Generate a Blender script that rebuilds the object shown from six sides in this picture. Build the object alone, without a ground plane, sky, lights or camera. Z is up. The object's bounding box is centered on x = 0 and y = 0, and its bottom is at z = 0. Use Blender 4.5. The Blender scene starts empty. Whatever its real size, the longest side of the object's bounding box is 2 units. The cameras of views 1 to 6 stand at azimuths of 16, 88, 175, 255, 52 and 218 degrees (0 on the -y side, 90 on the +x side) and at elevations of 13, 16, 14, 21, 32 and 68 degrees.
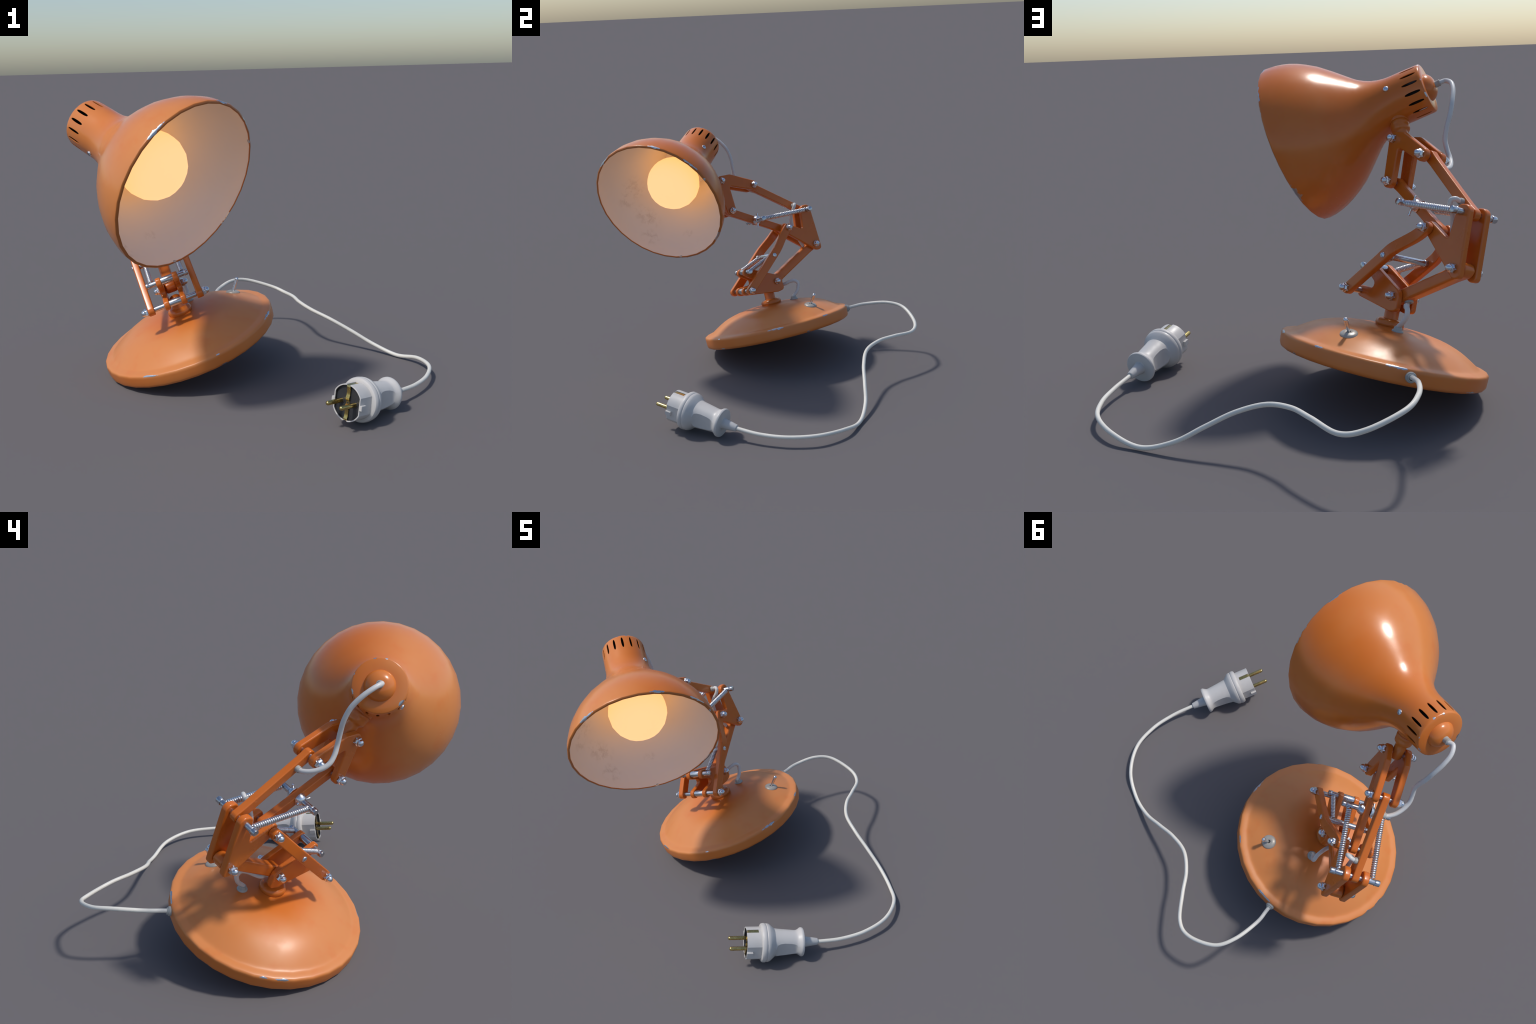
import bpy, bmesh, math, random
from mathutils import Vector, Matrix

random.seed(7)
TAU = math.tau

# ------------------------------------------------------------------ frames
def frame(origin, x, y, z):
    m = Matrix.Identity(4)
    for i, c in enumerate((x, y, z)):
        m.col[i][:3] = c
    m.col[3][:3] = origin
    return m

# lamp frame: z = axis of the tilted foot, x = in the arm plane towards the shade, y = along the hinge axles
W = Vector((-.2575, -.178, .9497)).normalized()
N = Vector((.861, .400, .311)); N = (N - W * N.dot(W)).normalized()
U = N.cross(W)
FOOT = Vector((-.4162, .1026, .1605))
LAMP = frame(FOOT, U, N, W)

# shade frame: z = from the open rim back to the cap, x = towards the swivel collar
SZ = -Vector((.8487, -.3704, -.3775)).normalized()
SO = Vector((-.137, -.6101, 1.1343))
d = Vector((-.613, -.249, 1.159)) - SO
SX = (d - SZ * d.dot(SZ)).normalized()
SHADE = frame(SO, SX, SZ.cross(SX), SZ)

# plug frame: z = from the cord end towards the pins, x = from pin to pin
PO = Vector((.787, -.195, .069))
PZ = (Vector((.528, -.6215, .140)) - PO).normalized()
PX = Vector((.8527, -.5219, -.0246)); PX = (PX - PZ * PX.dot(PZ)).normalized()
PLUG = frame(PO, PX, PZ.cross(PX), PZ)

# ------------------------------------------------------------------ materials
class Nodes:
    def __init__(self, name):
        self.m = bpy.data.materials.new(name); self.m.use_nodes = True
        self.t = self.m.node_tree; self.b = self.t.nodes['Principled BSDF']
        self.co = self.t.nodes.new('ShaderNodeTexCoord').outputs['Object']
    def new(self, kind, **kw):
        n = self.t.nodes.new(kind)
        for k, v in kw.items(): setattr(n, k, v)
        return n
    def put(self, sock, v):
        if isinstance(v, bpy.types.NodeSocket): self.t.links.new(v, sock)
        elif v is not None: sock.default_value = v
    def math(self, op, a, b=None, c=None, clamp=False):
        n = self.new('ShaderNodeMath', operation=op, use_clamp=clamp)
        for i, v in enumerate((a, b, c)): self.put(n.inputs[i], v)
        return n.outputs[0]
    def vec(self, op, a, b=None):
        n = self.new('ShaderNodeVectorMath', operation=op)
        self.put(n.inputs[0], a); self.put(n.inputs[1], b)
        return n.outputs['Value'] if op in ('LENGTH', 'DOT_PRODUCT', 'DISTANCE') else n.outputs[0]
    def noise(self, scale, detail=3, rough=.5, vec=None, out=0, dist=0):
        n = self.new('ShaderNodeTexNoise')
        self.put(n.inputs['Vector'], vec or self.co)
        n.inputs['Scale'].default_value = scale; n.inputs['Detail'].default_value = detail
        n.inputs['Roughness'].default_value = rough; n.inputs['Distortion'].default_value = dist
        return n.outputs[out]
    def step(self, v, lo, hi, a=0., b=1.):
        n = self.new('ShaderNodeMapRange', interpolation_type='SMOOTHSTEP')
        self.put(n.inputs[0], v)
        for i, x in enumerate((lo, hi, a, b)): n.inputs[i + 1].default_value = x
        return n.outputs[0]
    def mix(self, f, a, b):
        n = self.new('ShaderNodeMix', data_type='RGBA')
        self.put(n.inputs[0], f)
        for s, v in ((n.inputs[6], a), (n.inputs[7], b)):
            self.put(s, (*v, 1) if isinstance(v, tuple) and len(v) == 3 else v)
        return n.outputs[2]
    def bump(self, h, strength, dist=.01):
        n = self.new('ShaderNodeBump'); n.inputs['Strength'].default_value = strength
        n.inputs['Distance'].default_value = dist
        self.put(n.inputs['Height'], h); self.put(self.b.inputs['Normal'], n.outputs[0])
    def set(self, **kw):
        names = dict(color='Base Color', metal='Metallic', rough='Roughness', spec='Specular IOR Level', coat='Coat Weight',
                     coatrough='Coat Roughness', emit='Emission Color', glow='Emission Strength', trans='Transmission Weight', sss='Subsurface Weight')
        for k, v in kw.items():
            if isinstance(v, tuple) and len(v) == 3: v = (*v, 1)
            self.put(self.b.inputs[names[k]], v)
        return self

METAL = (.52, .56, .62)

def any_of(nd, masks):
    r = masks[0]
    for m in masks[1:]: r = nd.math('MAXIMUM', r, m)
    return r

def arc_chips(nd, chips, radius, height, noise):
    """worn spots along a circular edge: (from deg, to deg, half width), angle measured from local x towards local y"""
    masks = []
    for a0, a1, wid in chips:
        wid0 = wid
        wob = nd.math('MULTIPLY_ADD', noise, wid0 * 2.8, wid0 * -1.50)
        room0 = wid * .9
        mid, half = math.radians((a0 + a1) / 2), math.radians(a1 - a0) / 2 * radius
        p = Vector((radius * math.cos(mid), radius * math.sin(mid), height))
        t = Vector((-math.sin(mid), math.cos(mid), 0))
        dv = nd.vec('SUBTRACT', nd.co, tuple(p))
        along = nd.vec('DOT_PRODUCT', dv, tuple(t / half))
        lens = nd.vec('LENGTH', dv)
        perp2 = nd.math('SUBTRACT', nd.math('MULTIPLY', lens, lens), nd.math('MULTIPLY', nd.math('MULTIPLY', along, along), half * half))
        perp = nd.math('SQRT', nd.math('MAXIMUM', perp2, 0.))
        # width shrinks towards the ends of the chip
        room = nd.math('MULTIPLY', nd.math('SUBTRACT', 1., nd.math('MULTIPLY', along, along)), room0)
        masks.append(nd.math('GREATER_THAN', nd.math('ADD', room, wob), nd.math('ADD', perp, .0015)))
    return any_of(nd, masks)

def orange(name, chips=None, edge=0., rough=.24, deep=(.650, .158, .015), pale=(.670, .238, .068), pale_mask=None, bump=.02):
    """glossy orange enamel, deep orange mixed with a paler orange by noise and an optional mask; bare metal where it is chipped"""
    nd = Nodes(name)
    big = nd.noise(2.6, 3, .55)
    mid = nd.noise(9., 4, .6)
    amount = nd.step(big, .36, .70)
    if pale_mask: amount = nd.math('MULTIPLY_ADD', amount, .35, nd.math('MULTIPLY', pale_mask(nd), .85), clamp=True)
    else: amount = nd.math('MULTIPLY', amount, .45)
    c = nd.mix(amount, deep, pale)
    c = nd.mix(nd.math('MULTIPLY', nd.step(mid, .48, .75), .30), c, (.66, .150, .024))
    fine = nd.noise(34., 3, .6)
    scuff = nd.math('MULTIPLY', nd.step(nd.noise(80., 6, .72), .58, .75), nd.step(nd.noise(4.5, 2), .58, .72))
    c = nd.mix(nd.math('MULTIPLY', scuff, .12), c, (.48, .10, .02))
    worn = None
    if chips:
        worn = arc_chips_group(nd, chips, fine)
    if edge:
        bev = nd.new('ShaderNodeBevel', samples=6); bev.inputs['Radius'].default_value = .007
        geo = nd.new('ShaderNodeNewGeometry')
        sharp = nd.step(nd.vec('DOT_PRODUCT', bev.outputs[0], geo.outputs['Normal']), .975, .90)
        spots = nd.step(nd.noise(11., 5, .55), edge, edge + .02)
        e = nd.math('MULTIPLY', sharp, spots)
        worn = e if worn is None else nd.math('MAXIMUM', worn, e)
    r = nd.math('MULTIPLY_ADD', scuff, .12, nd.step(nd.noise(6., 4, .6), .3, .75, rough * .88, rough * 1.18))
    if worn is not None:
        c = nd.mix(worn, c, METAL); nd.set(metal=worn)
        r = nd.math('MAXIMUM', r, nd.math('MULTIPLY', worn, .38))
    nd.set(color=c, rough=r, spec=.5)
    nd.bump(nd.noise(140., 2, .5), bump, .002)
    return nd.m

def paler_foot(nd):            # paler orange towards the rim of the foot
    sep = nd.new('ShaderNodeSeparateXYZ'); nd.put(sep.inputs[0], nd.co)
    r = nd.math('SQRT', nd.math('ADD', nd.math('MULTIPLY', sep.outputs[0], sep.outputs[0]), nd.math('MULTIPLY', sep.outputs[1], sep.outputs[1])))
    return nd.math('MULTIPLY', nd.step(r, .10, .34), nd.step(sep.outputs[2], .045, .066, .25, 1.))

def sun_tint_shade(nd):           # upper side, away from the collar, lightened for the sunlight falling on it
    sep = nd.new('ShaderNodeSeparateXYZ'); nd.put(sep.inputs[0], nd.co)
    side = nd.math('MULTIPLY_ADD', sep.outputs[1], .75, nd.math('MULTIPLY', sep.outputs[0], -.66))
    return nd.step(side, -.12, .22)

def arc_chips_group(nd, chips, fine):
    return any_of(nd, [arc_chips(nd, l, rad, h, fine) for l, rad, h in chips])

def plain(name, color, rough=.4, metal=0., spec=.5, var=.08, scale=12., bump=0.):
    nd = Nodes(name)
    dark = tuple(x * (1 - var * 2.5) for x in color)
    nd.set(color=nd.mix(nd.step(nd.noise(scale, 4, .6), .35, .7), color, dark), metal=metal, spec=spec,
           rough=nd.step(nd.noise(scale * 2, 3), .3, .7, rough * .85, rough * 1.2))
    if bump: nd.bump(nd.noise(scale * 8, 2), bump, .002)
    return nd.m

def flip(a0, a1, w):          # angles of the foot are read from the axle direction (y) towards x
    return (90 - a1, 90 - a0, w)

FOOT_CHIPS = [([flip(*c) for c in ((17.5, 36, .0095), (-19, -11, .0085), (-69, -44, .0085), (75, 78.7, .007), (-141, -135, .008),
                                   (-152.5, -143, .0085), (112, 132, .008))], .488, .0625),
              ([flip(*c) for c in ((72, 79, .0075), (0, 5.5, .0075), (-113, -100, .0075), (-140, -134, .007))], .484, -.004)]
RIM_CHIPS = [([(160, 181.5, .0125), (149.5, 152.8, .007), (220.5, 236.5, .0095), (246, 272, .0095), (328, 346, .026)], .4187, .003),
             ([(274, 280, .010), (26.5, 31, .009)], .4075, .002)]
CAP_CHIPS = [([(218, 233, .0125), (199, 210, .0105), (275, 285, .0095), (309, 325, .012), (79, 97, .0145)], .124, .727)]

M_FOOT = orange('orange_paint_foot', FOOT_CHIPS, rough=.38, pale_mask=paler_foot)
M_SHADE = orange('orange_paint_shade', RIM_CHIPS + CAP_CHIPS, rough=.23, pale_mask=sun_tint_shade)
M_ARM = orange('orange_paint_arm', None, edge=.57, rough=.25, deep=(.62, .140, .012), pale=(.65, .185, .035))
M_PAINT = orange('orange_paint_small', rough=.24)
M_STEEL = plain('polished_steel', (.72, .76, .82), .26, 1., var=.04, scale=30.)
M_SPRING = plain('spring_steel', (.80, .81, .84), .32, 1., var=.06, scale=40.)
M_AXLE = plain('brushed_steel', (.56, .58, .62), .26, 1., var=.04, scale=25.)
M_CORD = plain('white_cord', (.78, .755, .68), .45, var=.03, scale=8.)
M_CABLE = plain('grey_white_cable', (.66, .65, .63), .4, var=.03, scale=8.)
M_GROMMET = plain('pale_rubber', (.42, .42, .39), .5, var=.05, scale=20.)
M_PLUG = plain('white_plastic', (.60, .585, .565), .42, var=.03, scale=10.)
M_PLUGFACE = plain('dark_plastic', (.036, .038, .043), .3, var=.1, scale=20.)
M_BRASS = plain('brass', (.62, .47, .17), .25, 1., var=.1, scale=60.)
M_DARK = plain('dark_socket', (.030, .028, .027), .5, var=.1, scale=20.)
M_WASHER = plain('dull_washer', (.46, .43, .38), .42, .25, var=.05, scale=20.)

def shade_inside():
    nd = Nodes('white_enamel')
    fine = nd.noise(24., 8, .72, dist=.6)
    blob = None
    for p, r in DIRT:
        m = nd.step(nd.vec('DISTANCE', nd.co, p), r * 1.25, r * .3)
        blob = m if blob is None else nd.math('MAXIMUM', blob, m)
    dirt = nd.math('MULTIPLY', nd.step(fine, .44, .66), blob)
    faint = nd.math('MULTIPLY', nd.step(nd.noise(5., 6, .65), .5, .8), .10)
    c = nd.mix(faint, (.78, .73, .69), (.64, .58, .53))
    c = nd.mix(nd.math('MULTIPLY', dirt, .32), c, (.36, .28, .23))
    inner = [arc_chips(nd, l, rad, h, nd.noise(26., 4)) for l, rad, h in RIM_CHIPS[1:]]
    chip = any_of(nd, inner)
    c = nd.mix(chip, c, (.30, .33, .37))
    nd.set(color=c, rough=.45, spec=.4)
    return nd.m

DIRT = [((.083, .345, .194), .075), ((.02, .338, .191), .06), ((-.132, .275, .229), .085), ((-.108, .335, .17), .06), ((.153, .349, .099), .07), ((.308, .176, .178), .035)]
M_INSIDE = shade_inside()

def bulb_glass():
    nd = Nodes('glowing_bulb')
    lw = nd.new('ShaderNodeLayerWeight'); lw.inputs[0].default_value = .5
    sep = nd.new('ShaderNodeSeparateXYZ'); nd.t.links.new(nd.co, sep.inputs[0])
    back = nd.step(sep.outputs[2], -.12, .12)
    e = nd.mix(back, (1.32, .70, .325), (1.38, .63, .18))
    nd.set(color=(.25, .17, .08), emit=e, glow=.93, rough=.5, spec=.1)
    return nd.m
M_BULB = bulb_glass()

# ------------------------------------------------------------------ objects
WORLD = {}
def add(name, mesh, mat, parent, world):
    o = bpy.data.objects.new(name, mesh)
    bpy.context.scene.collection.objects.link(o)
    if mat is not None and mesh is not None and not len(mesh.materials): mesh.materials.append(mat)
    if parent is not None:
        o.parent = parent; o.matrix_parent_inverse = WORLD[parent.name].inverted()
    o.matrix_basis = world; WORLD[o.name] = world.copy()
    return o

def to_mesh(bm, name, sharp=38.):
    bmesh.ops.recalc_face_normals(bm, faces=bm.faces)
    for f in bm.faces: f.smooth = True
    lim = math.radians(sharp)
    for e in bm.edges: e.smooth = len(e.link_faces) == 2 and e.calc_face_angle(0) < lim
    me = bpy.data.meshes.new(name); bm.to_mesh(me); bm.free()
    return me

def weighted(o):
    m = o.modifiers.new('normals', 'WEIGHTED_NORMAL'); m.keep_sharp = True; m.weight = 80
    return o

def basis(axis):
    z = Vector(axis).normalized()
    x = z.orthogonal().normalized() if abs(z.y) < .9 else Vector((1, 0, 0))
    x = (x - z * x.dot(z)).normalized()
    return x, z.cross(x), z

def lathe_bm(profile, segs=32, origin=(0, 0, 0), axis=(0, 0, 1), phase=0., close=False, bm=None, mats=None):
    """surface of revolution; profile = [(radius, height)]; a radius of 0 closes the end"""
    bm = bm or bmesh.new(); x, y, z = basis(axis) if tuple(axis) != (0, 0, 1) else (Vector((1, 0, 0)), Vector((0, 1, 0)), Vector((0, 0, 1)))
    o = Vector(origin); rings = []
    for r, h in profile:
        if r < 1e-6: rings.append([bm.verts.new(o + z * h)])
        else: rings.append([bm.verts.new(o + z * h + (x * math.cos(a) + y * math.sin(a)) * r) for a in (phase + TAU * i / segs for i in range(segs))])
    pairs = list(zip(rings, rings[1:])) + ([(rings[-1], rings[0])] if close else [])
    for k, (a, b) in enumerate(pairs):
        for i in range(segs):
            j = (i + 1) % segs
            if len(a) == 1 and len(b) == 1: continue
            v = [a[0], b[i], b[j]] if len(a) == 1 else [a[i], b[0], a[j]] if len(b) == 1 else [a[i], b[i], b[j], a[j]]
            f = bm.faces.new(v)
            if mats: f.material_index = mats[k]
    return bm

def lathe(name, profile, segs=32, sharp=38., **kw):
    return to_mesh(lathe_bm(profile, segs, **kw), name, sharp)

def arc(cx, cy, r, a0, a1, n):
    return [(cx + r * math.cos(math.radians(a0 + (a1 - a0) * i / n)), cy + r * math.sin(math.radians(a0 + (a1 - a0) * i / n))) for i in range(n + 1)]

def rounded(points, n=6):
    """closed polygon (x, z, corner radius) -> outline with filleted corners"""
    out = []
    for i, (x, z, r) in enumerate(points):
        p = Vector((x, z)); a = Vector(points[i - 1][:2]) - p; b = Vector(points[(i + 1) % len(points)][:2]) - p
        la, lb = a.length, b.length; a.normalize(); b.normalize()
        ang = a.angle(b); cut = min(r / math.tan(ang / 2), la * .49, lb * .49); rr = cut * math.tan(ang / 2)
        c = p + (a + b).normalized() * (rr / math.sin(ang / 2))
        p0, p1 = p + a * cut - c, p + b * cut - c
        turn = p0.angle_signed(p1)
        for k in range(n + 1):
            t = -turn * k / n
            out.append(c + Vector((p0.x * math.cos(t) - p0.y * math.sin(t), p0.x * math.sin(t) + p0.y * math.cos(t))))
    return out

def plate_mesh(name, outline, y0, y1, bev=.007):
    bm = bmesh.new()
    f = bm.faces.new([bm.verts.new((p.x, y0, p.y)) for p in outline])
    r = bmesh.ops.extrude_face_region(bm, geom=[f])
    vs = [g for g in r['geom'] if isinstance(g, bmesh.types.BMVert)]
    bmesh.ops.translate(bm, verts=vs, vec=(0, y1 - y0, 0))
    bm.normal_update()
    es = [e for e in bm.edges if len(e.link_faces) == 2 and max(len(g.verts) for g in e.link_faces) > 4]
    bmesh.ops.bevel(bm, geom=es, offset=bev, segments=3, profile=.5, affect='EDGES', clamp_overlap=True)
    return to_mesh(bm, name, 50)

def bar_mesh(name, p, q, half, thick, ycen=lambda s: 0., bev=.006, ends=None, n=18):
    """flat bar with round ends from pivot p to pivot q (x, z), half width and half thickness"""
    p, q = Vector((p[0], 0, p[1])), Vector((q[0], 0, q[1])); L = (q - p).length
    d = (q - p) / L; m = Vector((-d.z, 0, d.x)); st = []
    e0, e1 = ends or (half, half)
    for i in range(9): a = math.radians(84 - 84 * i / 8); st.append((-e0 * math.sin(a), e0 * math.cos(a)))
    for i in range(1, n): t = i / n; st.append((L * t, half + (e0 - half) * max(0, 1 - t * L / (2 * e0)) ** 2 + (e1 - half) * max(0, 1 - (1 - t) * L / (2 * e1)) ** 2))
    for i in range(9): a = math.radians(84 * i / 8); st.append((L + e1 * math.sin(a), e1 * math.cos(a)))
    bm = bmesh.new(); rings = []
    k = bev * .3
    last = len(st) - 1
    for i, (s, h) in enumerate(st):
        b = min(bev, h * .5); c = p + d * s; y = ycen(s); t = thick
        if i in (0, last): t = thick - bev * .8
        elif i in (1, last - 1): t = thick - bev * .3
        b2 = b * .3
        sec = [(h - b, t), (h - b2, t - b2), (h, t - b), (h, -t + b), (h - b2, -t + b2), (h - b, -t),
               (-h + b, -t), (-h + b2, -t + b2), (-h, -t + b), (-h, t - b), (-h + b2, t - b2), (-h + b, t)]
        rings.append([bm.verts.new(c + m * a + Vector((0, y + v, 0))) for a, v in sec])
    for a, b in zip(rings, rings[1:]):
        for i in range(12): bm.faces.new([a[i], b[i], b[(i + 1) % 12], a[(i + 1) % 12]])
    bm.faces.new(rings[0]); bm.faces.new(rings[-1][::-1])
    return to_mesh(bm, name, 50)

def rod_profile(r, y0, y1, bev=.003):
    return [(0, y0), (r - bev, y0), (r - bev * .3, y0 + bev * .3), (r, y0 + bev), (r, y1 - bev), (r - bev * .3, y1 - bev * .3), (r - bev, y1), (0, y1)]

def rod(name, p, y0, y1, r, segs=20, bev=.003):
    return lathe(name, rod_profile(r, y0, y1, bev), segs, origin=(p[0], 0, p[1]), axis=(0, 1, 0))

def smooth_path(P, m=10):
    P = [Vector(p) for p in P]; Q = [2 * P[0] - P[1]] + P + [2 * P[-1] - P[-2]]; out = []
    for i in range(1, len(Q) - 2):
        a, b, c, e = Q[i - 1:i + 3]
        for k in range(m):
            t = k / m
            out.append(.5 * (2 * b + (c - a) * t + (2 * a - 5 * b + 4 * c - e) * t * t + (3 * b - a - 3 * c + e) * t ** 3))
    return out + [P[-1]]

def tube_bm(path, r, sides=12, bm=None):
    bm = bm or bmesh.new(); n = len(path); rings = []
    t = (path[1] - path[0]).normalized(); x = t.orthogonal().normalized()
    for i, p in enumerate(path):
        t = (path[min(i + 1, n - 1)] - path[max(i - 1, 0)]).normalized()
        x = (x - t * x.dot(t)).normalized(); y = t.cross(x)
        rings.append([bm.verts.new(p + (x * math.cos(TAU * k / sides) + y * math.sin(TAU * k / sides)) * r) for k in range(sides)])
    for a, b in zip(rings, rings[1:]):
        for i in range(sides): bm.faces.new([a[i], b[i], b[(i + 1) % sides], a[(i + 1) % sides]])
    bm.faces.new(rings[0]); bm.faces.new(rings[-1][::-1])
    return bm

def tube(name, pts, r, sides=12, m=10):
    return to_mesh(tube_bm(smooth_path(pts, m), r, sides), name, 60)

def evaluated(o):
    dg = bpy.context.evaluated_depsgraph_get()
    return bpy.data.meshes.new_from_object(o.evaluated_get(dg))

def cut(mesh, cutter):
    a = bpy.data.objects.new('tmp_a', mesh); b = bpy.data.objects.new('tmp_b', cutter)
    for o in (a, b): bpy.context.scene.collection.objects.link(o)
    m = a.modifiers.new('cut', 'BOOLEAN'); m.operation = 'DIFFERENCE'; m.object = b; m.solver = 'EXACT'
    bpy.context.view_layer.update()
    r = evaluated(a)
    for o in (a, b): bpy.data.objects.remove(o)
    return r

# ------------------------------------------------------------------ root
lamp = bpy.data.objects.new('desk_lamp', None)
bpy.context.scene.collection.objects.link(lamp)
root = Matrix.Translation((FOOT.x, FOOT.y, 0)); lamp.matrix_basis = root; WORLD[lamp.name] = root
lamp['label'] = 'orange jointed desk lamp with glowing bulb, springs and white power cord'
lamp['category'] = 'desk lamp'

# ------------------------------------------------------------------ foot
foot_profile = [(0, -.010), (.40, -.010), (.466, -.0125)] + arc(.468, .0115, .0235, -85, -8, 5) + \
    [(.4920, .030), (.4925, .046), (.4922, .0550), (.4908, .0603), (.4882, .0638), (.4840, .0662), (.4780, .0680), (.4680, .0700), (.4580, .0716), (.4515, .0729),
     (.4470, .0744), (.4425, .0766), (.4370, .0797), (.4280, .0857), (.4100, .0973), (.3900, .1095), (.3700, .1208), (.3500, .1310), (.3300, .1398), (.3100, .1471), (.2900, .1532),
     (.2600, .1612), (.2200, .1692), (.1800, .1747), (.1300, .1786), (.0700, .1811), (0, .1820)]
foot = add('lamp_base', lathe('lamp_base', foot_profile, 32, 60, phase=math.radians(90 - 2.4)), M_FOOT, lamp, LAMP)

# pedestal: flat ring and short post
post = lathe('pedestal', [(0, .165), (.052, .168), (.062, .173)] + arc(.0450, .1920, .0235, -62, 68, 8) + [(.046, .2155), (.041, .2160), (.0365, .217), (.0345, .223), (.0345, .262), (.031, .276), (.02, .285), (0, .288)], 32)
add('pedestal', post, M_PAINT, foot, LAMP)

# toggle switch
def dome_point(r): # height and slope of the foot's dome at a radius
    pr = [(b, a) for a, b in foot_profile if b > .0645]
    pts = sorted((a, b) for b, a in pr)
    for (a, b), (c, e) in zip(pts, pts[1:]):
        if a <= r <= c: return b + (e - b) * (r - a) / (c - a), (e - b) / (c - a)
    return .1, 0
def on_dome(x, y):
    r = math.hypot(x, y); h, s = dome_point(r)
    return Vector((x, y, h)), Vector((-s * x / r, -s * y / r, 1)).normalized()
sp, sn = on_dome(-.120, .319)
washer = lathe('switch_collar', [(0, .004), (.0095, .004), (.0100, .0105), (.0140, .0120), (.024, .0105), (.034, .0070), (.0395, .0030), (.041, -.002), (.041, -.008)], 32, origin=sp, axis=sn)
sw = add('switch_collar', washer, M_WASHER, foot, LAMP)
tip = Vector((-.139, .369, .199)); base_t = sp + sn * .004; ax = (tip - base_t).normalized(); L = (tip - base_t).length
lever = lathe('switch_lever', [(0, 0), (.0065, 0), (.0098, L * .80), (.0105, L * .86)] + [(.0115 * math.cos(math.radians(a)), L * .93 + .0115 * math.sin(math.radians(a))) for a in (-30, 0, 30, 60)] + [(0, L * .93 + .0115)], 16, origin=base_t, axis=ax)
add('switch_lever', lever, M_STEEL, sw, LAMP)
add('switch_socket', lathe('switch_socket', [(0, .0055), (.0085, .0055), (.0085, 0), (0, 0)], 16, origin=sp, axis=sn), M_DARK, sw, LAMP)

# ------------------------------------------------------------------ pivots in the arm plane (x, z)
L1, L2, L3, L4 = (.188, .313), (-.048, .326), (.1485, .435), (-.032, .503)
M1, M2, M3 = (-.389, .753), (-.209, .660), (-.404, .509)
S1 = (-.029, .758)
N1, N2, N3 = (.180, 1.061), (.153, .854), (-.0435, .994)

def pair(name, outline, inner, outer, parent, bev=.007):
    objs = []
    for sgn in (1, -1):
        y = sorted((sgn * inner, sgn * outer))
        objs.append(weighted(add(name, plate_mesh(name, outline, y[0], y[1], bev), M_ARM, parent, LAMP)))
    return objs

base_plate = pair('base_bracket_plate', rounded([(.2125, .2865, .0245), (.2125, .3385, .0245), (.056, .3405, .019), (.1815, .4185, .025), (.1625, .4685, .025),
                                                 (-.088, .356, .045), (-.094, .262, .022), (-.045, .2535, .02)]), .0325, .062, lamp, .006)
mid_plate = pair('elbow_bracket_plate', rounded([(-.188, .705, .026), (-.171, .650, .024), (-.407, .463, .034), (-.4475, .468, .034),
                                                 (-.4245, .790, .033), (-.352, .787, .032), (-.334, .629, .010)]), .034, .068, lamp, .008)
head_plate = pair('head_bracket_plate', rounded([(.217, 1.096, .036), (.110, 1.096, .03), (-.0842, 1.0105, .03), (-.060, .9533, .03), (.131, 1.019, .012),
                                                 (.119, .823, .031), (.186, .823, .031)]), .034, .068, lamp, .008)

# single bars between the plates
lower_beam = weighted(add('lower_beam', bar_mesh('lower_beam', L2, M3, .030, .0315, bev=.011, ends=(.034, .035)), M_ARM, lamp, LAMP))
top_bar = weighted(add('upper_arm_bar', bar_mesh('upper_arm_bar', N3, M1, .025, .0185, ends=(.028, .028)), M_ARM, lamp, LAMP))
low_bar = weighted(add('upper_arm_bar', bar_mesh('upper_arm_bar', N2, M2, .025, .0185, ends=(.028, .028)), M_ARM, lamp, LAMP))

# the two outer bars, cranked outwards below the elbow
def crank(s):
    t = min(1, max(0, (s - .035) / .17)); t = t * t * (3 - 2 * t)
    return .0875 + (.137 - .0875) * t
bars = {}
for sgn in (1, -1):
    bars[sgn] = weighted(add('cranked_arm_bar', bar_mesh('cranked_arm_bar', M2, L1, .0275, .0172, lambda s: sgn * crank(s), n=30), M_ARM, lamp, LAMP))

# ------------------------------------------------------------------ nuts, screws, axles
def nut_bm():
    hexr, h = .0238, .0180
    bm = bmesh.new()
    rings = []
    for r, z in ((hexr * .93, 0), (hexr, .003), (hexr, h - .004), (hexr * .84, h)):
        rings.append([bm.verts.new((r * math.cos(TAU * i / 6), r * math.sin(TAU * i / 6), z)) for i in range(6)])
    for a, b in zip(rings, rings[1:]):
        for i in range(6): bm.faces.new([a[i], a[(i + 1) % 6], b[(i + 1) % 6], b[i]])
    bm.faces.new(rings[0][::-1]); bm.faces.new(rings[-1])
    bmesh.ops.bevel(bm, geom=[e for e in bm.edges if abs(e.verts[0].co.z - e.verts[1].co.z) > .005], offset=.004, segments=2, affect='EDGES')
    lathe_bm([(.0185, h - .002), (.0170, h + .0005)] + [(.0178 * math.cos(math.radians(a)), h + .0025 + .0185 * math.sin(math.radians(a))) for a in (0, 15, 30, 45, 60, 75)] + [(0, h + .021)], 16, bm=bm)
    return bm
nut_mesh = to_mesh(nut_bm(), 'acorn_nut', 40); nut_mesh.materials.append(M_STEEL)
def side_matrix(p, y, sgn, turn=0.):
    z = Vector((0, sgn, 0)); x = Vector((math.cos(turn), 0, math.sin(turn)))
    return LAMP @ frame((p[0], y, p[1]), x, z.cross(x), z)
def nuts(p, y, parents):
    for sgn, par in zip((1, -1), parents):
        add('acorn_nut', nut_mesh, None, par, side_matrix(p, sgn * (y + .0005), sgn, random.uniform(0, 1)))

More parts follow.
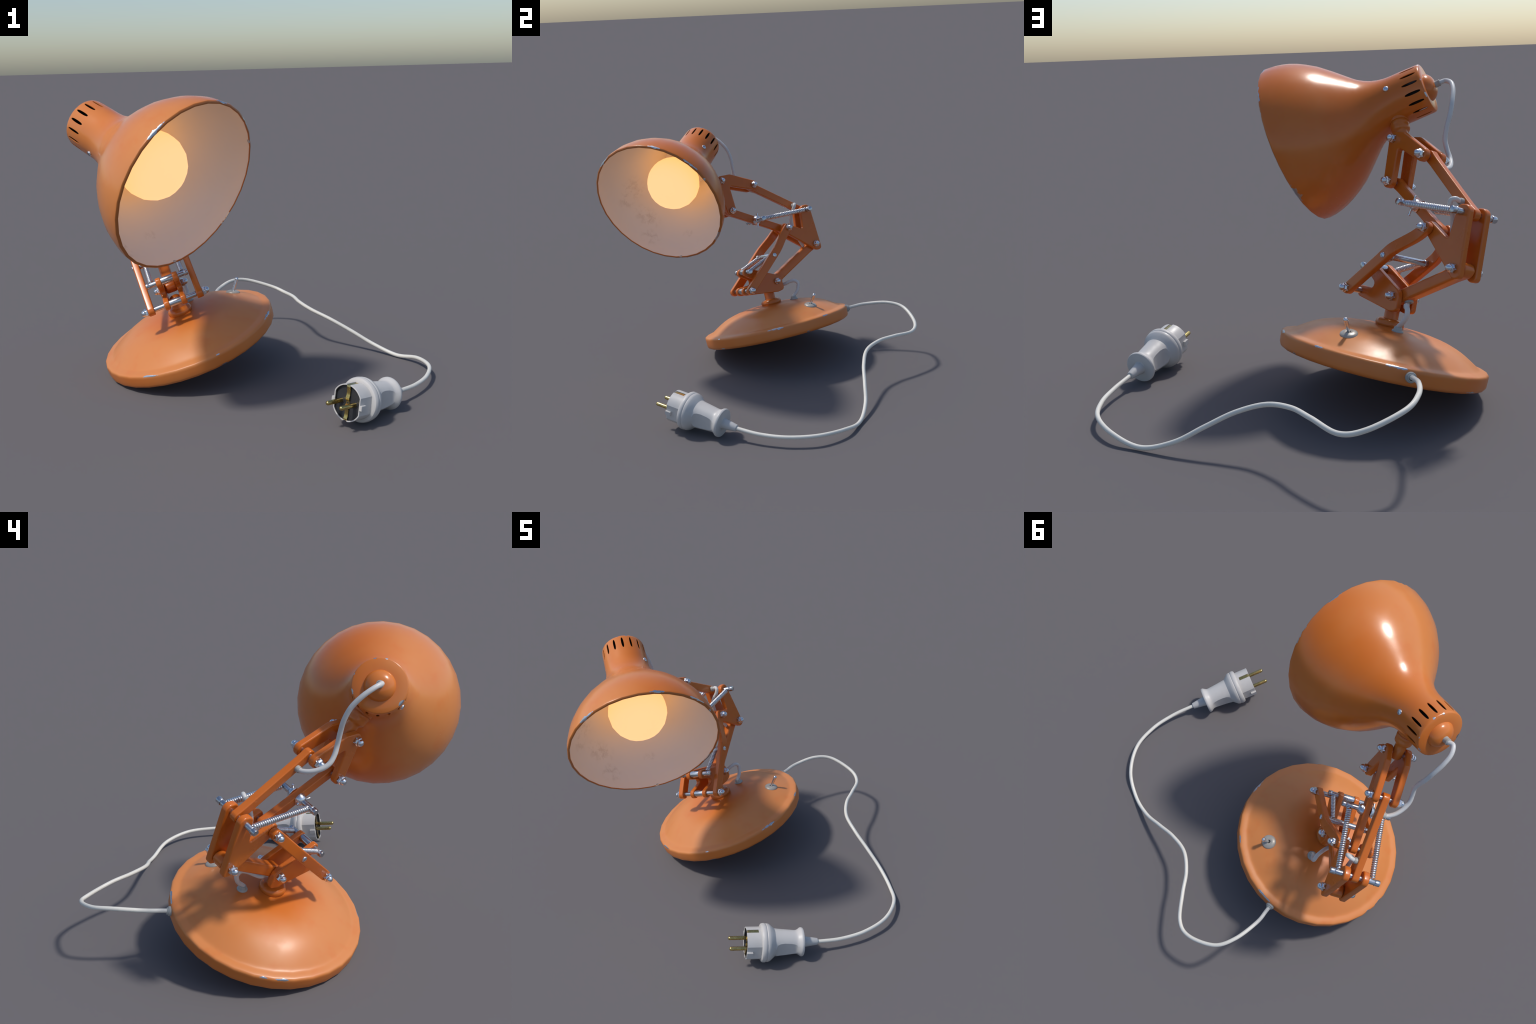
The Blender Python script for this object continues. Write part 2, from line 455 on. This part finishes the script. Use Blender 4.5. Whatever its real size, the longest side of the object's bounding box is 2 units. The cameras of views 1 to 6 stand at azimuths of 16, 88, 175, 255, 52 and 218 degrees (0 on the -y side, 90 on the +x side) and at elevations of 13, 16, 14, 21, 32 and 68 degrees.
def screw_mesh():
    dome = lathe('screw_head', [(0, -.004), (.0135, -.004), (.0145, 0), (.0142, .0028), (.0125, .0052), (.0085, .0072), (.004, .0080), (0, .0082)], 24)
    bm = bmesh.new(); bmesh.ops.create_cube(bm, size=1); bmesh.ops.scale(bm, vec=(.04, .0060, .0134), verts=bm.verts)
    bmesh.ops.translate(bm, vec=(0, 0, .0092), verts=bm.verts)
    c = bpy.data.meshes.new('slot'); bm.to_mesh(c); bm.free()
    m = cut(dome, c); m.name = 'slotted_screw'
    return m
screw = screw_mesh(); screw.materials.clear(); screw.materials.append(M_STEEL)

def axle(name, p, y, r, parent, y0=None):
    return add(name, rod(name, p, -y if y0 is None else y0, y, r), M_AXLE, parent, LAMP)

hinge = .0135
for p, y, par in ((N1, .066, head_plate), (N2, .066, head_plate), (N3, .066, head_plate), (M3, .066, mid_plate)):
    axle('hinge_axle', p, y, hinge, par[0]); nuts(p, .068, par)
axle('hinge_axle', M2, .103, hinge, mid_plate[0]); nuts(M2, .105, (bars[1], bars[-1]))
axle('hinge_axle', L2, .060, hinge, base_plate[0]); nuts(L2, .062, base_plate)
axle('hinge_axle', L1, .152, .0142, base_plate[0]); nuts(L1, .1542, (bars[1], bars[-1]))
sleeve = [(.0142, -.0325), (.0200, -.0325), (.0205, -.031), (.0205, .031), (.0200, .0325), (.0142, .0325)]
for p in (L1, L3):
    add('spacer_sleeve', lathe('spacer_sleeve', sleeve, 24, origin=(p[0], 0, p[1]), axis=(0, 1, 0)), M_AXLE, base_plate[0], LAMP)

def ring(p, y, r0, r1=.0016):
    prof = [(r0 + r1 * math.cos(TAU * i / 6), y + r1 * math.sin(TAU * i / 6)) for i in range(6)]
    return lathe_bm(prof, 20, origin=(p[0], 0, p[1]), axis=(0, 1, 0), close=True)

def capped_axle(p, y_end, y_ring, parent, r=.0145):
    a = axle('spring_axle', p, y_ring, r, parent)
    for sgn in (1, -1):
        y = sorted((sgn * (y_ring - .0005), sgn * y_end))
        add('axle_cap', rod('axle_cap', p, y[0], y[1], r + .0016), M_AXLE, a, LAMP)
        add('retaining_ring', to_mesh(ring(p, sgn * y_ring, r + .001, .0021), 'retaining_ring'), M_STEEL, a, LAMP)
    return a
ax_m1 = capped_axle(M1, .134, .108, mid_plate[0])
ax_l3 = capped_axle(L3, .118, .100, base_plate[0])
for sgn in (1, -1):
    z0 = sorted((sgn * .0185, sgn * .108))
    a = add('spring_stud', rod('spring_stud', S1, z0[0], z0[1], .0145), M_AXLE, low_bar, LAMP)
    y = sorted((sgn * .1075, sgn * .134))
    add('axle_cap', rod('axle_cap', S1, y[0], y[1], .0161), M_AXLE, a, LAMP)
    add('retaining_ring', to_mesh(ring(S1, sgn * .108, .0155, .0021), 'retaining_ring'), M_STEEL, a, LAMP)
    bell = [(.0145, .0190), (.030, .0190), (.0312, .0205), (.0312, .0225), (.0300, .0260), (.0285, .0310), (.0255, .0370), (.0215, .0425), (.0175, .0465), (.0145, .048)]
    add('bell_washer', lathe('bell_washer', bell, 28, origin=(S1[0], 0, S1[1]), axis=(0, sgn, 0)), M_STEEL, a, LAMP)
    yc = sgn * .037
    for dx, dz in (((-.0045, .0455), (.0145, -.053)) if sgn > 0 else ((.049, .004), (-.029, -.0145))):
        q = Vector((S1[0] + dx, yc, S1[1] + dz)); o = Vector((S1[0], yc, S1[1])); v = (q - o); Lw = v.length
        prof = [(.0062, 0), (.0062, Lw * .62), (.0052, Lw * .8), (.0072, Lw * .9), (.0065, Lw * .97), (0, Lw)]
        add('wing_pin', lathe('wing_pin', prof, 12, origin=o, axis=v.normalized()), M_STEEL, a, LAMP)

# cross rod on the cranked bars
cross = axle('cross_rod', L4, .121, .0155, bars[1])
for sgn in (1, -1):
    add('retaining_ring', to_mesh(ring(L4, sgn * .101, .0158, .002), 'retaining_ring'), M_STEEL, cross, LAMP)
    add('slotted_screw', screw, None, bars[sgn], side_matrix(L4, sgn * .1542, sgn, .7))

# springs
def spring(p, q, y, turns, r, wire, gap0, gap1, parent):
    a, b = Vector((p[0], y, p[1])), Vector((q[0], y, q[1])); d = (b - a).normalized()
    x, yv, z = basis(d); a = a + d * gap0; b = b - d * gap1; L = (b - a).length
    path = []
    steps = 18
    n = int(turns * steps)
    for i in range(n + 1):
        t = TAU * i / steps
        path.append(a + d * (L * i / n) + (x * math.cos(t) + yv * math.sin(t)) * r)
    # hooks that run to the axles at both ends
    path = [Vector((p[0], y, p[1])) + d * (gap0 * .35) + x * r * .2] + path + [Vector((q[0], y, q[1])) - d * (gap1 * .35) + x * r * .2]
    return add('spring', to_mesh(tube_bm(path, wire, 8), 'spring', 80), M_SPRING, parent, LAMP)
for sgn in (1, -1):
    spring(M1, S1, sgn * .092, 27, .0108, .0048, .020, .018, ax_m1)
    spring(L3, L4, sgn * .088, 15, .0105, .0042, .020, .014, ax_l3)

# ------------------------------------------------------------------ shade with collar
outer = [(.4192, .0035), (.4198, .0065), (.4185, .020), (.4155, .045), (.4075, .080), (.3945, .12), (.3765, .16), (.3540, .20), (.3210, .25), (.2785, .30), (.2330, .35),
         (.2010, .385), (.1765, .415), (.1585, .445), (.1445, .475), (.1350, .505), (.1293, .535), (.1272, .56), (.1268, .58), (.1268, .62), (.1262, .67), (.1250, .715), (.1232, .7245), (.1185, .7280)]
cap = [(.0700, .7280), (.0690, .7305), (.0660, .7380), (.0605, .7465), (.0515, .7550), (.0410, .7615), (.0300, .7655), (.0200, .7670), (0, .7675)]
inner = [(0, .722), (.1140, .722), (.1215, .714), (.1215, .54), (.1270, .505), (.1395, .47), (.1560, .436), (.1840, .396), (.2280, .346), (.2735, .296), (.3160, .246),
         (.3490, .196), (.3715, .156), (.3895, .116), (.4025, .078), (.4080, .045), (.4075, .022), (.4060, .002), (.4070, -.0025), (.4095, -.0030)]
prof = outer + cap + inner
mats = []
for (r0, h0), (r1, h1) in zip(prof, prof[1:] + prof[:1]):
    mats.append(0)
first = len(outer) + len(cap)
for i in range(first, len(prof)):
    h = prof[i][1]; nh = prof[(i + 1) % len(prof)][1]
    mats[i] = 2 if h > .47 else (1 if nh > .0 and h > 0 else 3)
bm = lathe_bm(prof, 32, close=False, mats=mats)
# close the lip between the last inner ring and the first outer ring
bm.verts.ensure_lookup_table()
lo, hi = bm.verts[:32], bm.verts[len(bm.verts) - 32:]
for i in range(32): bm.faces.new([hi[i], lo[i], lo[(i + 1) % 32], hi[(i + 1) % 32]]).material_index = 3
shade_me = to_mesh(bm, 'lamp_shade', 46)
M_RIM = orange('rim_painted_in_shadow', RIM_CHIPS, rough=.4, deep=(.47, .140, .026), pale=(.48, .16, .035))  # same orange browned, since the lip turns away from the sun
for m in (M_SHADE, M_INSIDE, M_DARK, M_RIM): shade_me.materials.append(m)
# sixteen ventilation slots round the neck
bm = bmesh.new()
for k in range(16):
    a = math.radians(11.25 + 22.5 * k); rad = Vector((math.cos(a), math.sin(a), 0)); tan = Vector((-math.sin(a), math.cos(a), 0))
    pts = []
    for i in range(16):
        t = TAU * i / 16; c, s = math.cos(t), math.sin(t)
        pts.append((.0072 * math.copysign(abs(s) ** .8, s), .669 + .0405 * math.copysign(abs(c) ** .85, c)))
    lo = [bm.verts.new(rad * .108 + tan * x + Vector((0, 0, z))) for x, z in pts]
    hi = [bm.verts.new(rad * .140 + tan * x + Vector((0, 0, z))) for x, z in pts]
    for i in range(16): bm.faces.new([lo[i], lo[(i + 1) % 16], hi[(i + 1) % 16], hi[i]])
    bm.faces.new(lo[::-1]); bm.faces.new(hi)
bmesh.ops.recalc_face_normals(bm, faces=bm.faces)
slots = bpy.data.meshes.new('slots'); bm.to_mesh(slots); bm.free()
shade_cut = cut(shade_me, slots); shade_cut.name = 'lamp_shade'
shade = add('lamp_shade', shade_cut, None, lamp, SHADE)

# lamp holder and bulb
holder = lathe('lamp_holder', [(0, .36), (.055, .36), (.060, .372), (.060, .69), (.052, .70), (0, .70)], 28)
add('lamp_holder', holder, M_DARK, shade, SHADE)
add('reflector_plate', lathe('reflector_plate', [(.058, .452), (.1475, .452), (.1475, .456), (.058, .456)], 32, close=True), M_INSIDE, shade, SHADE)
rb = .1655
bulb_profile = [(0, -rb)] + [(rb * math.cos(math.radians(a)), rb * math.sin(math.radians(a))) for a in range(-75, 61, 15)] + [(.062, .150), (.058, .17), (0, .17)]
add('light_bulb', lathe('light_bulb', bulb_profile, 20, 60), M_BULB, shade, SHADE @ Matrix.Translation((0, 0, .2376)))

for a in (270, 90):
    t = math.radians(a); rad = Vector((math.cos(t), math.sin(t), 0)); tan = Vector((-math.sin(t), math.cos(t), 0))
    z = rad; x = (tan * .8 + Vector((0, 0, .6))).normalized(); y = z.cross(x)
    add('slotted_screw', screw, None, shade, SHADE @ frame(rad * .1272 + Vector((0, 0, .553)), x, y, z))

# swivel collar between shade and head bracket
col_dir = Vector((.574, 0, .818)).normalized(); base_c = Vector((N1[0], 0, N1[1]))
collar = lathe('swivel_collar', [(0, -.030), (.022, -.028), (.0295, -.018), (.0300, .030), (.0302, .048), (.0325, .0545), (.0390, .0595), (.0438, .0650), (.0458, .0720), (.0464, .082), (.0464, .0930), (.0475, .0950), (.0480, .1060), (.0465, .1085), (.0448, .1090),
                                 (.0448, .1112), (.0490, .1125), (.0500, .118), (.0530, .126), (.0560, .140), (0, .140)], 28, origin=base_c, axis=col_dir)
add('swivel_collar', collar, M_PAINT, shade, LAMP)

# ------------------------------------------------------------------ cables with rubber grommets
def grommet(p, axis, prof, parent, world=LAMP):
    add('cable_grommet', lathe('cable_grommet', prof, 22, origin=p, axis=axis), M_GROMMET, parent, world)

cone = [(.0085, -.004), (.0275, -.006), (.0275, .002), (.0255, .006), (.0205, .009), (.0190, .018), (.0170, .0225), (.0120, .0225), (.0118, .012), (0, .012)]
stub = [(0, -.004), (.0165, -.004), (.0165, .013), (.0150, .0165), (.0120, .0165), (.0118, .008), (0, .008)]
side_g = [(0, -.02), (.0240, -.02), (.0240, .006), (.0215, .011), (.0175, .0125), (.0165, .018), (.0145, .0195), (.0115, .0195), (.0112, .006), (0, .006)]

p, nn = on_dome(-.141, .066)
grommet(p, nn, cone, foot)
foot_cable = [p + nn * .004, p + nn * .022, Vector((-.170, .074, .222)), Vector((-.188, .076, .250)), Vector((-.192, .078, .278)), Vector((-.174, .073, .299)), Vector((-.148, .054, .300)),
              Vector((-.124, .033, .292)), Vector((-.105, .012, .290)), Vector((-.095, .002, .298)), Vector((-.088, 0, .314)), Vector((-.086, 0, .33))]
add('arm_cable', tube('arm_cable', foot_cable, .0118), M_CABLE, foot, LAMP)
dbeam = Vector((M3[0] - L2[0], 0, M3[1] - L2[1])).normalized(); under = Vector((dbeam.z, 0, -dbeam.x))
if under.z > 0: under = -under
grommet(Vector((L2[0], 0, L2[1])) + dbeam * .042 + under * .030, under, [(0, -.004), (.021, -.004), (.021, .005), (.018, .010), (.012, .010), (.0118, .004), (0, .004)], lower_beam)

g = Vector((-.323, .0185, .800)); grommet(g, (0, 1, 0), stub, top_bar)
mid_cable = [g, Vector((-.323, .036, .802)), Vector((-.319, .056, .8065)), Vector((-.308, .070, .799)), Vector((-.299, .064, .779)), Vector((-.294, .047, .760)), Vector((-.288, .024, .735)), Vector((-.284, .007, .692)),
             Vector((-.292, .000, .630)), Vector((-.320, 0, .560)), Vector((-.345, 0, .500))]
add('arm_cable', tube('arm_cable', mid_cable, .0112), M_CABLE, top_bar, LAMP)

g = Vector((-.110, -.0185, .947)); grommet(g, (0, -1, 0), stub, top_bar)
capg = Vector((0, 0, .760)); grommet(capg, (0, 0, 1), [(0, -.004), (.0185, -.004), (.0185, .004), (.0165, .008), (.0160, .026), (.0172, .028), (.0165, .032), (.0125, .0325), (.012, .02), (0, .02)], shade, SHADE)
Li = LAMP.inverted()
c0, c1 = Li @ (SHADE @ Vector((0, 0, .775))), Li @ (SHADE @ Vector((0, 0, .791)))
head_cable = [c0, c1, Vector((.127, -.132, 1.397)), Vector((.085, -.133, 1.385)), Vector((.045, -.119, 1.345)), Vector((.015, -.102, 1.285)), Vector((.003, -.096, 1.22)), Vector((.006, -.095, 1.16)), Vector((.006, -.101, 1.10)),
              Vector((-.008, -.114, 1.055)), Vector((-.032, -.120, 1.018)), Vector((-.062, -.107, .988)), Vector((-.090, -.080, .965)), Vector((-.106, -.050, .951)), Vector((-.110, -.030, .947)), g]
add('arm_cable', tube('arm_cable', head_cable, .0118), M_CABLE, shade, LAMP)

# ------------------------------------------------------------------ power cord
cord_pts = [(-.4385, .588, .2815), (-.4400, .625, .2895), (-.4392, .7063, .3035), (-.4012, .8494, .3178), (-.3266, .9475, .3023), (-.1724, .9886, .2547), (-.0718, .9482, .2295), (.0127, .8197, .2401),
            (.0773, .7078, .2386), (.1702, .619, .2207), (.294, .58, .1791), (.42, .5653, .1191), (.5535, .5474, .0516), (.6949, .4925, .0125), (.8204, .3921, .0385), (.8975, .2382, .0526),
            (.8977, .075, .0538), (.8548, -.0668, .0572), (.8010, -.172, .066), tuple(PLUG @ Vector((0, 0, .03)))]
cord = add('power_cord', tube('power_cord', cord_pts, .0108, 14, 12), M_CORD, lamp, Matrix.Identity(4))
gd = Vector((-.455, .214, 0)).normalized()
grommet(gd * .4915 + Vector((0, 0, .032)), gd, side_g, foot)

# ------------------------------------------------------------------ plug
def plug_body():
    """round body with flattened grip sides; each station: height, radius, half width across the flats"""
    st = [(.000, .0135, 9), (.001, .0175, 9), (.004, .0190, 9), (.084, .0310, 9), (.086, .034, 9), (.0865, .073, 9), (.088, .078, 9), (.093, .0805, 9), (.099, .0805, 9), (.104, .0785, 9), (.114, .071, 9), (.123, .0665, .0630),
          (.131, .0655, .0580), (.142, .066, .0560), (.165, .0685, .0555), (.20, .0720, .0570), (.225, .0745, .0605), (.240, .0765, .0660), (.250, .0780, .0765), (.262, .0880, 9),
          (.278, .1020, 9), (.284, .1045, 9), (.291, .1062, 9), (.2955, .1062, 9), (.2985, .1040, 9), (.3015, .1065, 9), (.307, .1085, 9), (.318, .1080, 9), (.325, .1045, 9), (.3285, .098, 9), (.329, .0935, 9)]
    segs = 64; bm = bmesh.new(); rings = []
    for z, r, fl in st:
        ringv = []
        a0 = math.acos(min(1, fl / r)) if fl < r else math.radians(24)
        quad = []
        for i in range(5):                                  # flat of the grip (an arc where there is none)
            a = a0 * i / 5
            quad.append((fl, fl * math.tan(a)) if fl < r else (r * math.cos(a), r * math.sin(a)))
        for i in range(11): a = a0 + (math.pi / 2 - a0) * i / 11; quad.append((r * math.cos(a), r * math.sin(a)))
        pts = quad + [(-x, y) for x, y in [(0, r)] + quad[:0:-1]] + [(-x, -y) for x, y in quad] + [(x, -y) for x, y in [(0, r)] + quad[:0:-1]]
        ringv = [bm.verts.new((x, y, z)) for x, y in pts]
        rings.append(ringv)
    for a, b in zip(rings, rings[1:]):
        for i in range(segs): bm.faces.new([a[i], a[(i + 1) % segs], b[(i + 1) % segs], b[i]])
    bm.faces.new(rings[0][::-1]); bm.faces.new(rings[-1])
    return to_mesh(bm, 'plug', 27)
plug = add('plug', plug_body(), M_PLUG, lamp, PLUG)

def plug_front():
    # collar round the pins: flattened left and right, notched at top and bottom for the earth clips
    R, flat, z0, zf, z1, wall = .0895, .0790, .326, .3965, .4115, .0058
    bm = bmesh.new(); half = .0115
    def section(r, fl):
        pts = []
        for i in range(64):
            a = TAU * i / 64; x, y = r * math.cos(a), r * math.sin(a)
            pts.append((max(-fl, min(fl, x)), y))
        return pts
    o, i_ = section(R, flat), section(R - wall, flat - wall)
    rows = [[bm.verts.new((x, y, z)) for x, y in s] for s, z in ((o, z0), (o, z1 - .001), (section(R - .001, flat - .001), z1), (section(R - wall + .001, flat - wall + .001), z1), (i_, z1 - .001), (i_, zf))]
    for a, b in zip(rows, rows[1:]):
        for k in range(64): bm.faces.new([a[k], a[(k + 1) % 64], b[(k + 1) % 64], b[k]])
    bm.faces.new(rows[0][::-1]); bm.faces.new(rows[-1])
    me = to_mesh(bm, 'plug_collar', 30)
    bm = bmesh.new()
    for s in (1, -1):
        r = bmesh.ops.create_cube(bm, size=1)
        bmesh.ops.scale(bm, vec=(half * 2, .016, .075), verts=r['verts'])
        bmesh.ops.translate(bm, vec=(0, s * .0915, .344 + .0375), verts=r['verts'])
    c = bpy.data.meshes.new('notch'); bm.to_mesh(c); bm.free()
    return cut(me, c)
pf = plug_front(); pf.materials.clear(); pf.materials.append(M_PLUG)
front = add('plug_collar', pf, None, plug, PLUG)
def face_disc(z, R=.0834, fl=.0729):
    """dark tray that lines the collar: a low wall and a floor"""
    bm = bmesh.new(); rows = []
    for dr, zz in ((0, z - .004), (0, z + .0095), (-.0012, z + .0095), (-.0016, z)):
        rows.append([bm.verts.new((max(-(fl + dr), min(fl + dr, (R + dr) * math.cos(TAU * i / 64))), (R + dr) * math.sin(TAU * i / 64), zz)) for i in range(64)])
    for a, b in zip(rows, rows[1:]):
        for k in range(64): bm.faces.new([a[k], a[(k + 1) % 64], b[(k + 1) % 64], b[k]])
    bm.faces.new(rows[0][::-1]); bm.faces.new(rows[-1])
    return to_mesh(bm, 'plug_face', 30)
face = add('plug_face', face_disc(.3985), M_PLUGFACE, front, PLUG)
for s in (1, -1):
    pin = [(0, .385), (.0112, .385), (.0112, .4950), (.0098, .5005), (.0062, .5045), (0, .506)]
    add('plug_pin', lathe('plug_pin', pin, 16, origin=(s * .041, 0, 0)), M_BRASS, front, PLUG)
    add('pin_seat', lathe('pin_seat', [(.011, .3985), (.0165, .3985), (.0155, .4005), (.011, .4005)], 20, origin=(s * .041, 0, 0)), M_PLUGFACE, face, PLUG)
    # locating lug on the flat side
    bm = bmesh.new(); r = bmesh.ops.create_cube(bm, size=1)
    bmesh.ops.scale(bm, vec=(.016, .024, .034), verts=bm.verts); bmesh.ops.translate(bm, vec=(s * .0835, -.003, .3955), verts=bm.verts)
    bmesh.ops.bevel(bm, geom=bm.edges[:], offset=.0012, segments=2, affect='EDGES')
    add('plug_lug', to_mesh(bm, 'plug_lug', 40), M_PLUG, front, PLUG)
    # earth clip: bent brass strip from the outer slot over the edge and down on to the face
    path = [(s * .0845, .3455), (s * .0850, .400), (s * .0835, .4065), (s * .0770, .4085), (s * .0640, .4045), (s * .036, .4035), (s * .026, .4075), (s * .014, .4075), (s * .008, .4015), (0, .4010)]
    bm = bmesh.new(); w = .0102; th = .0016; rings = []
    for i, (y, z) in enumerate(path):
        y0, z0 = path[max(i - 1, 0)]; y1, z1 = path[min(i + 1, len(path) - 1)]
        t = Vector((0, y1 - y0, z1 - z0)).normalized(); m = Vector((1, 0, 0)).cross(t)
        c = Vector((0, y, z))
        rings.append([bm.verts.new(c + Vector((x, 0, 0)) + m * v) for x, v in ((-w, -th), (w, -th), (w, th), (-w, th))])
    for a, b in zip(rings, rings[1:]):
        for k in range(4): bm.faces.new([a[k], a[(k + 1) % 4], b[(k + 1) % 4], b[k]])
    bm.faces.new(rings[0]); bm.faces.new(rings[-1][::-1])
    add('earth_clip', to_mesh(bm, 'earth_clip', 25), M_BRASS, front, PLUG)
add('clip_rivet', lathe('clip_rivet', [(0, .4030), (.0042, .4030), (.0048, .4022), (.0048, .4)], 14), M_PLUGFACE, front, PLUG)
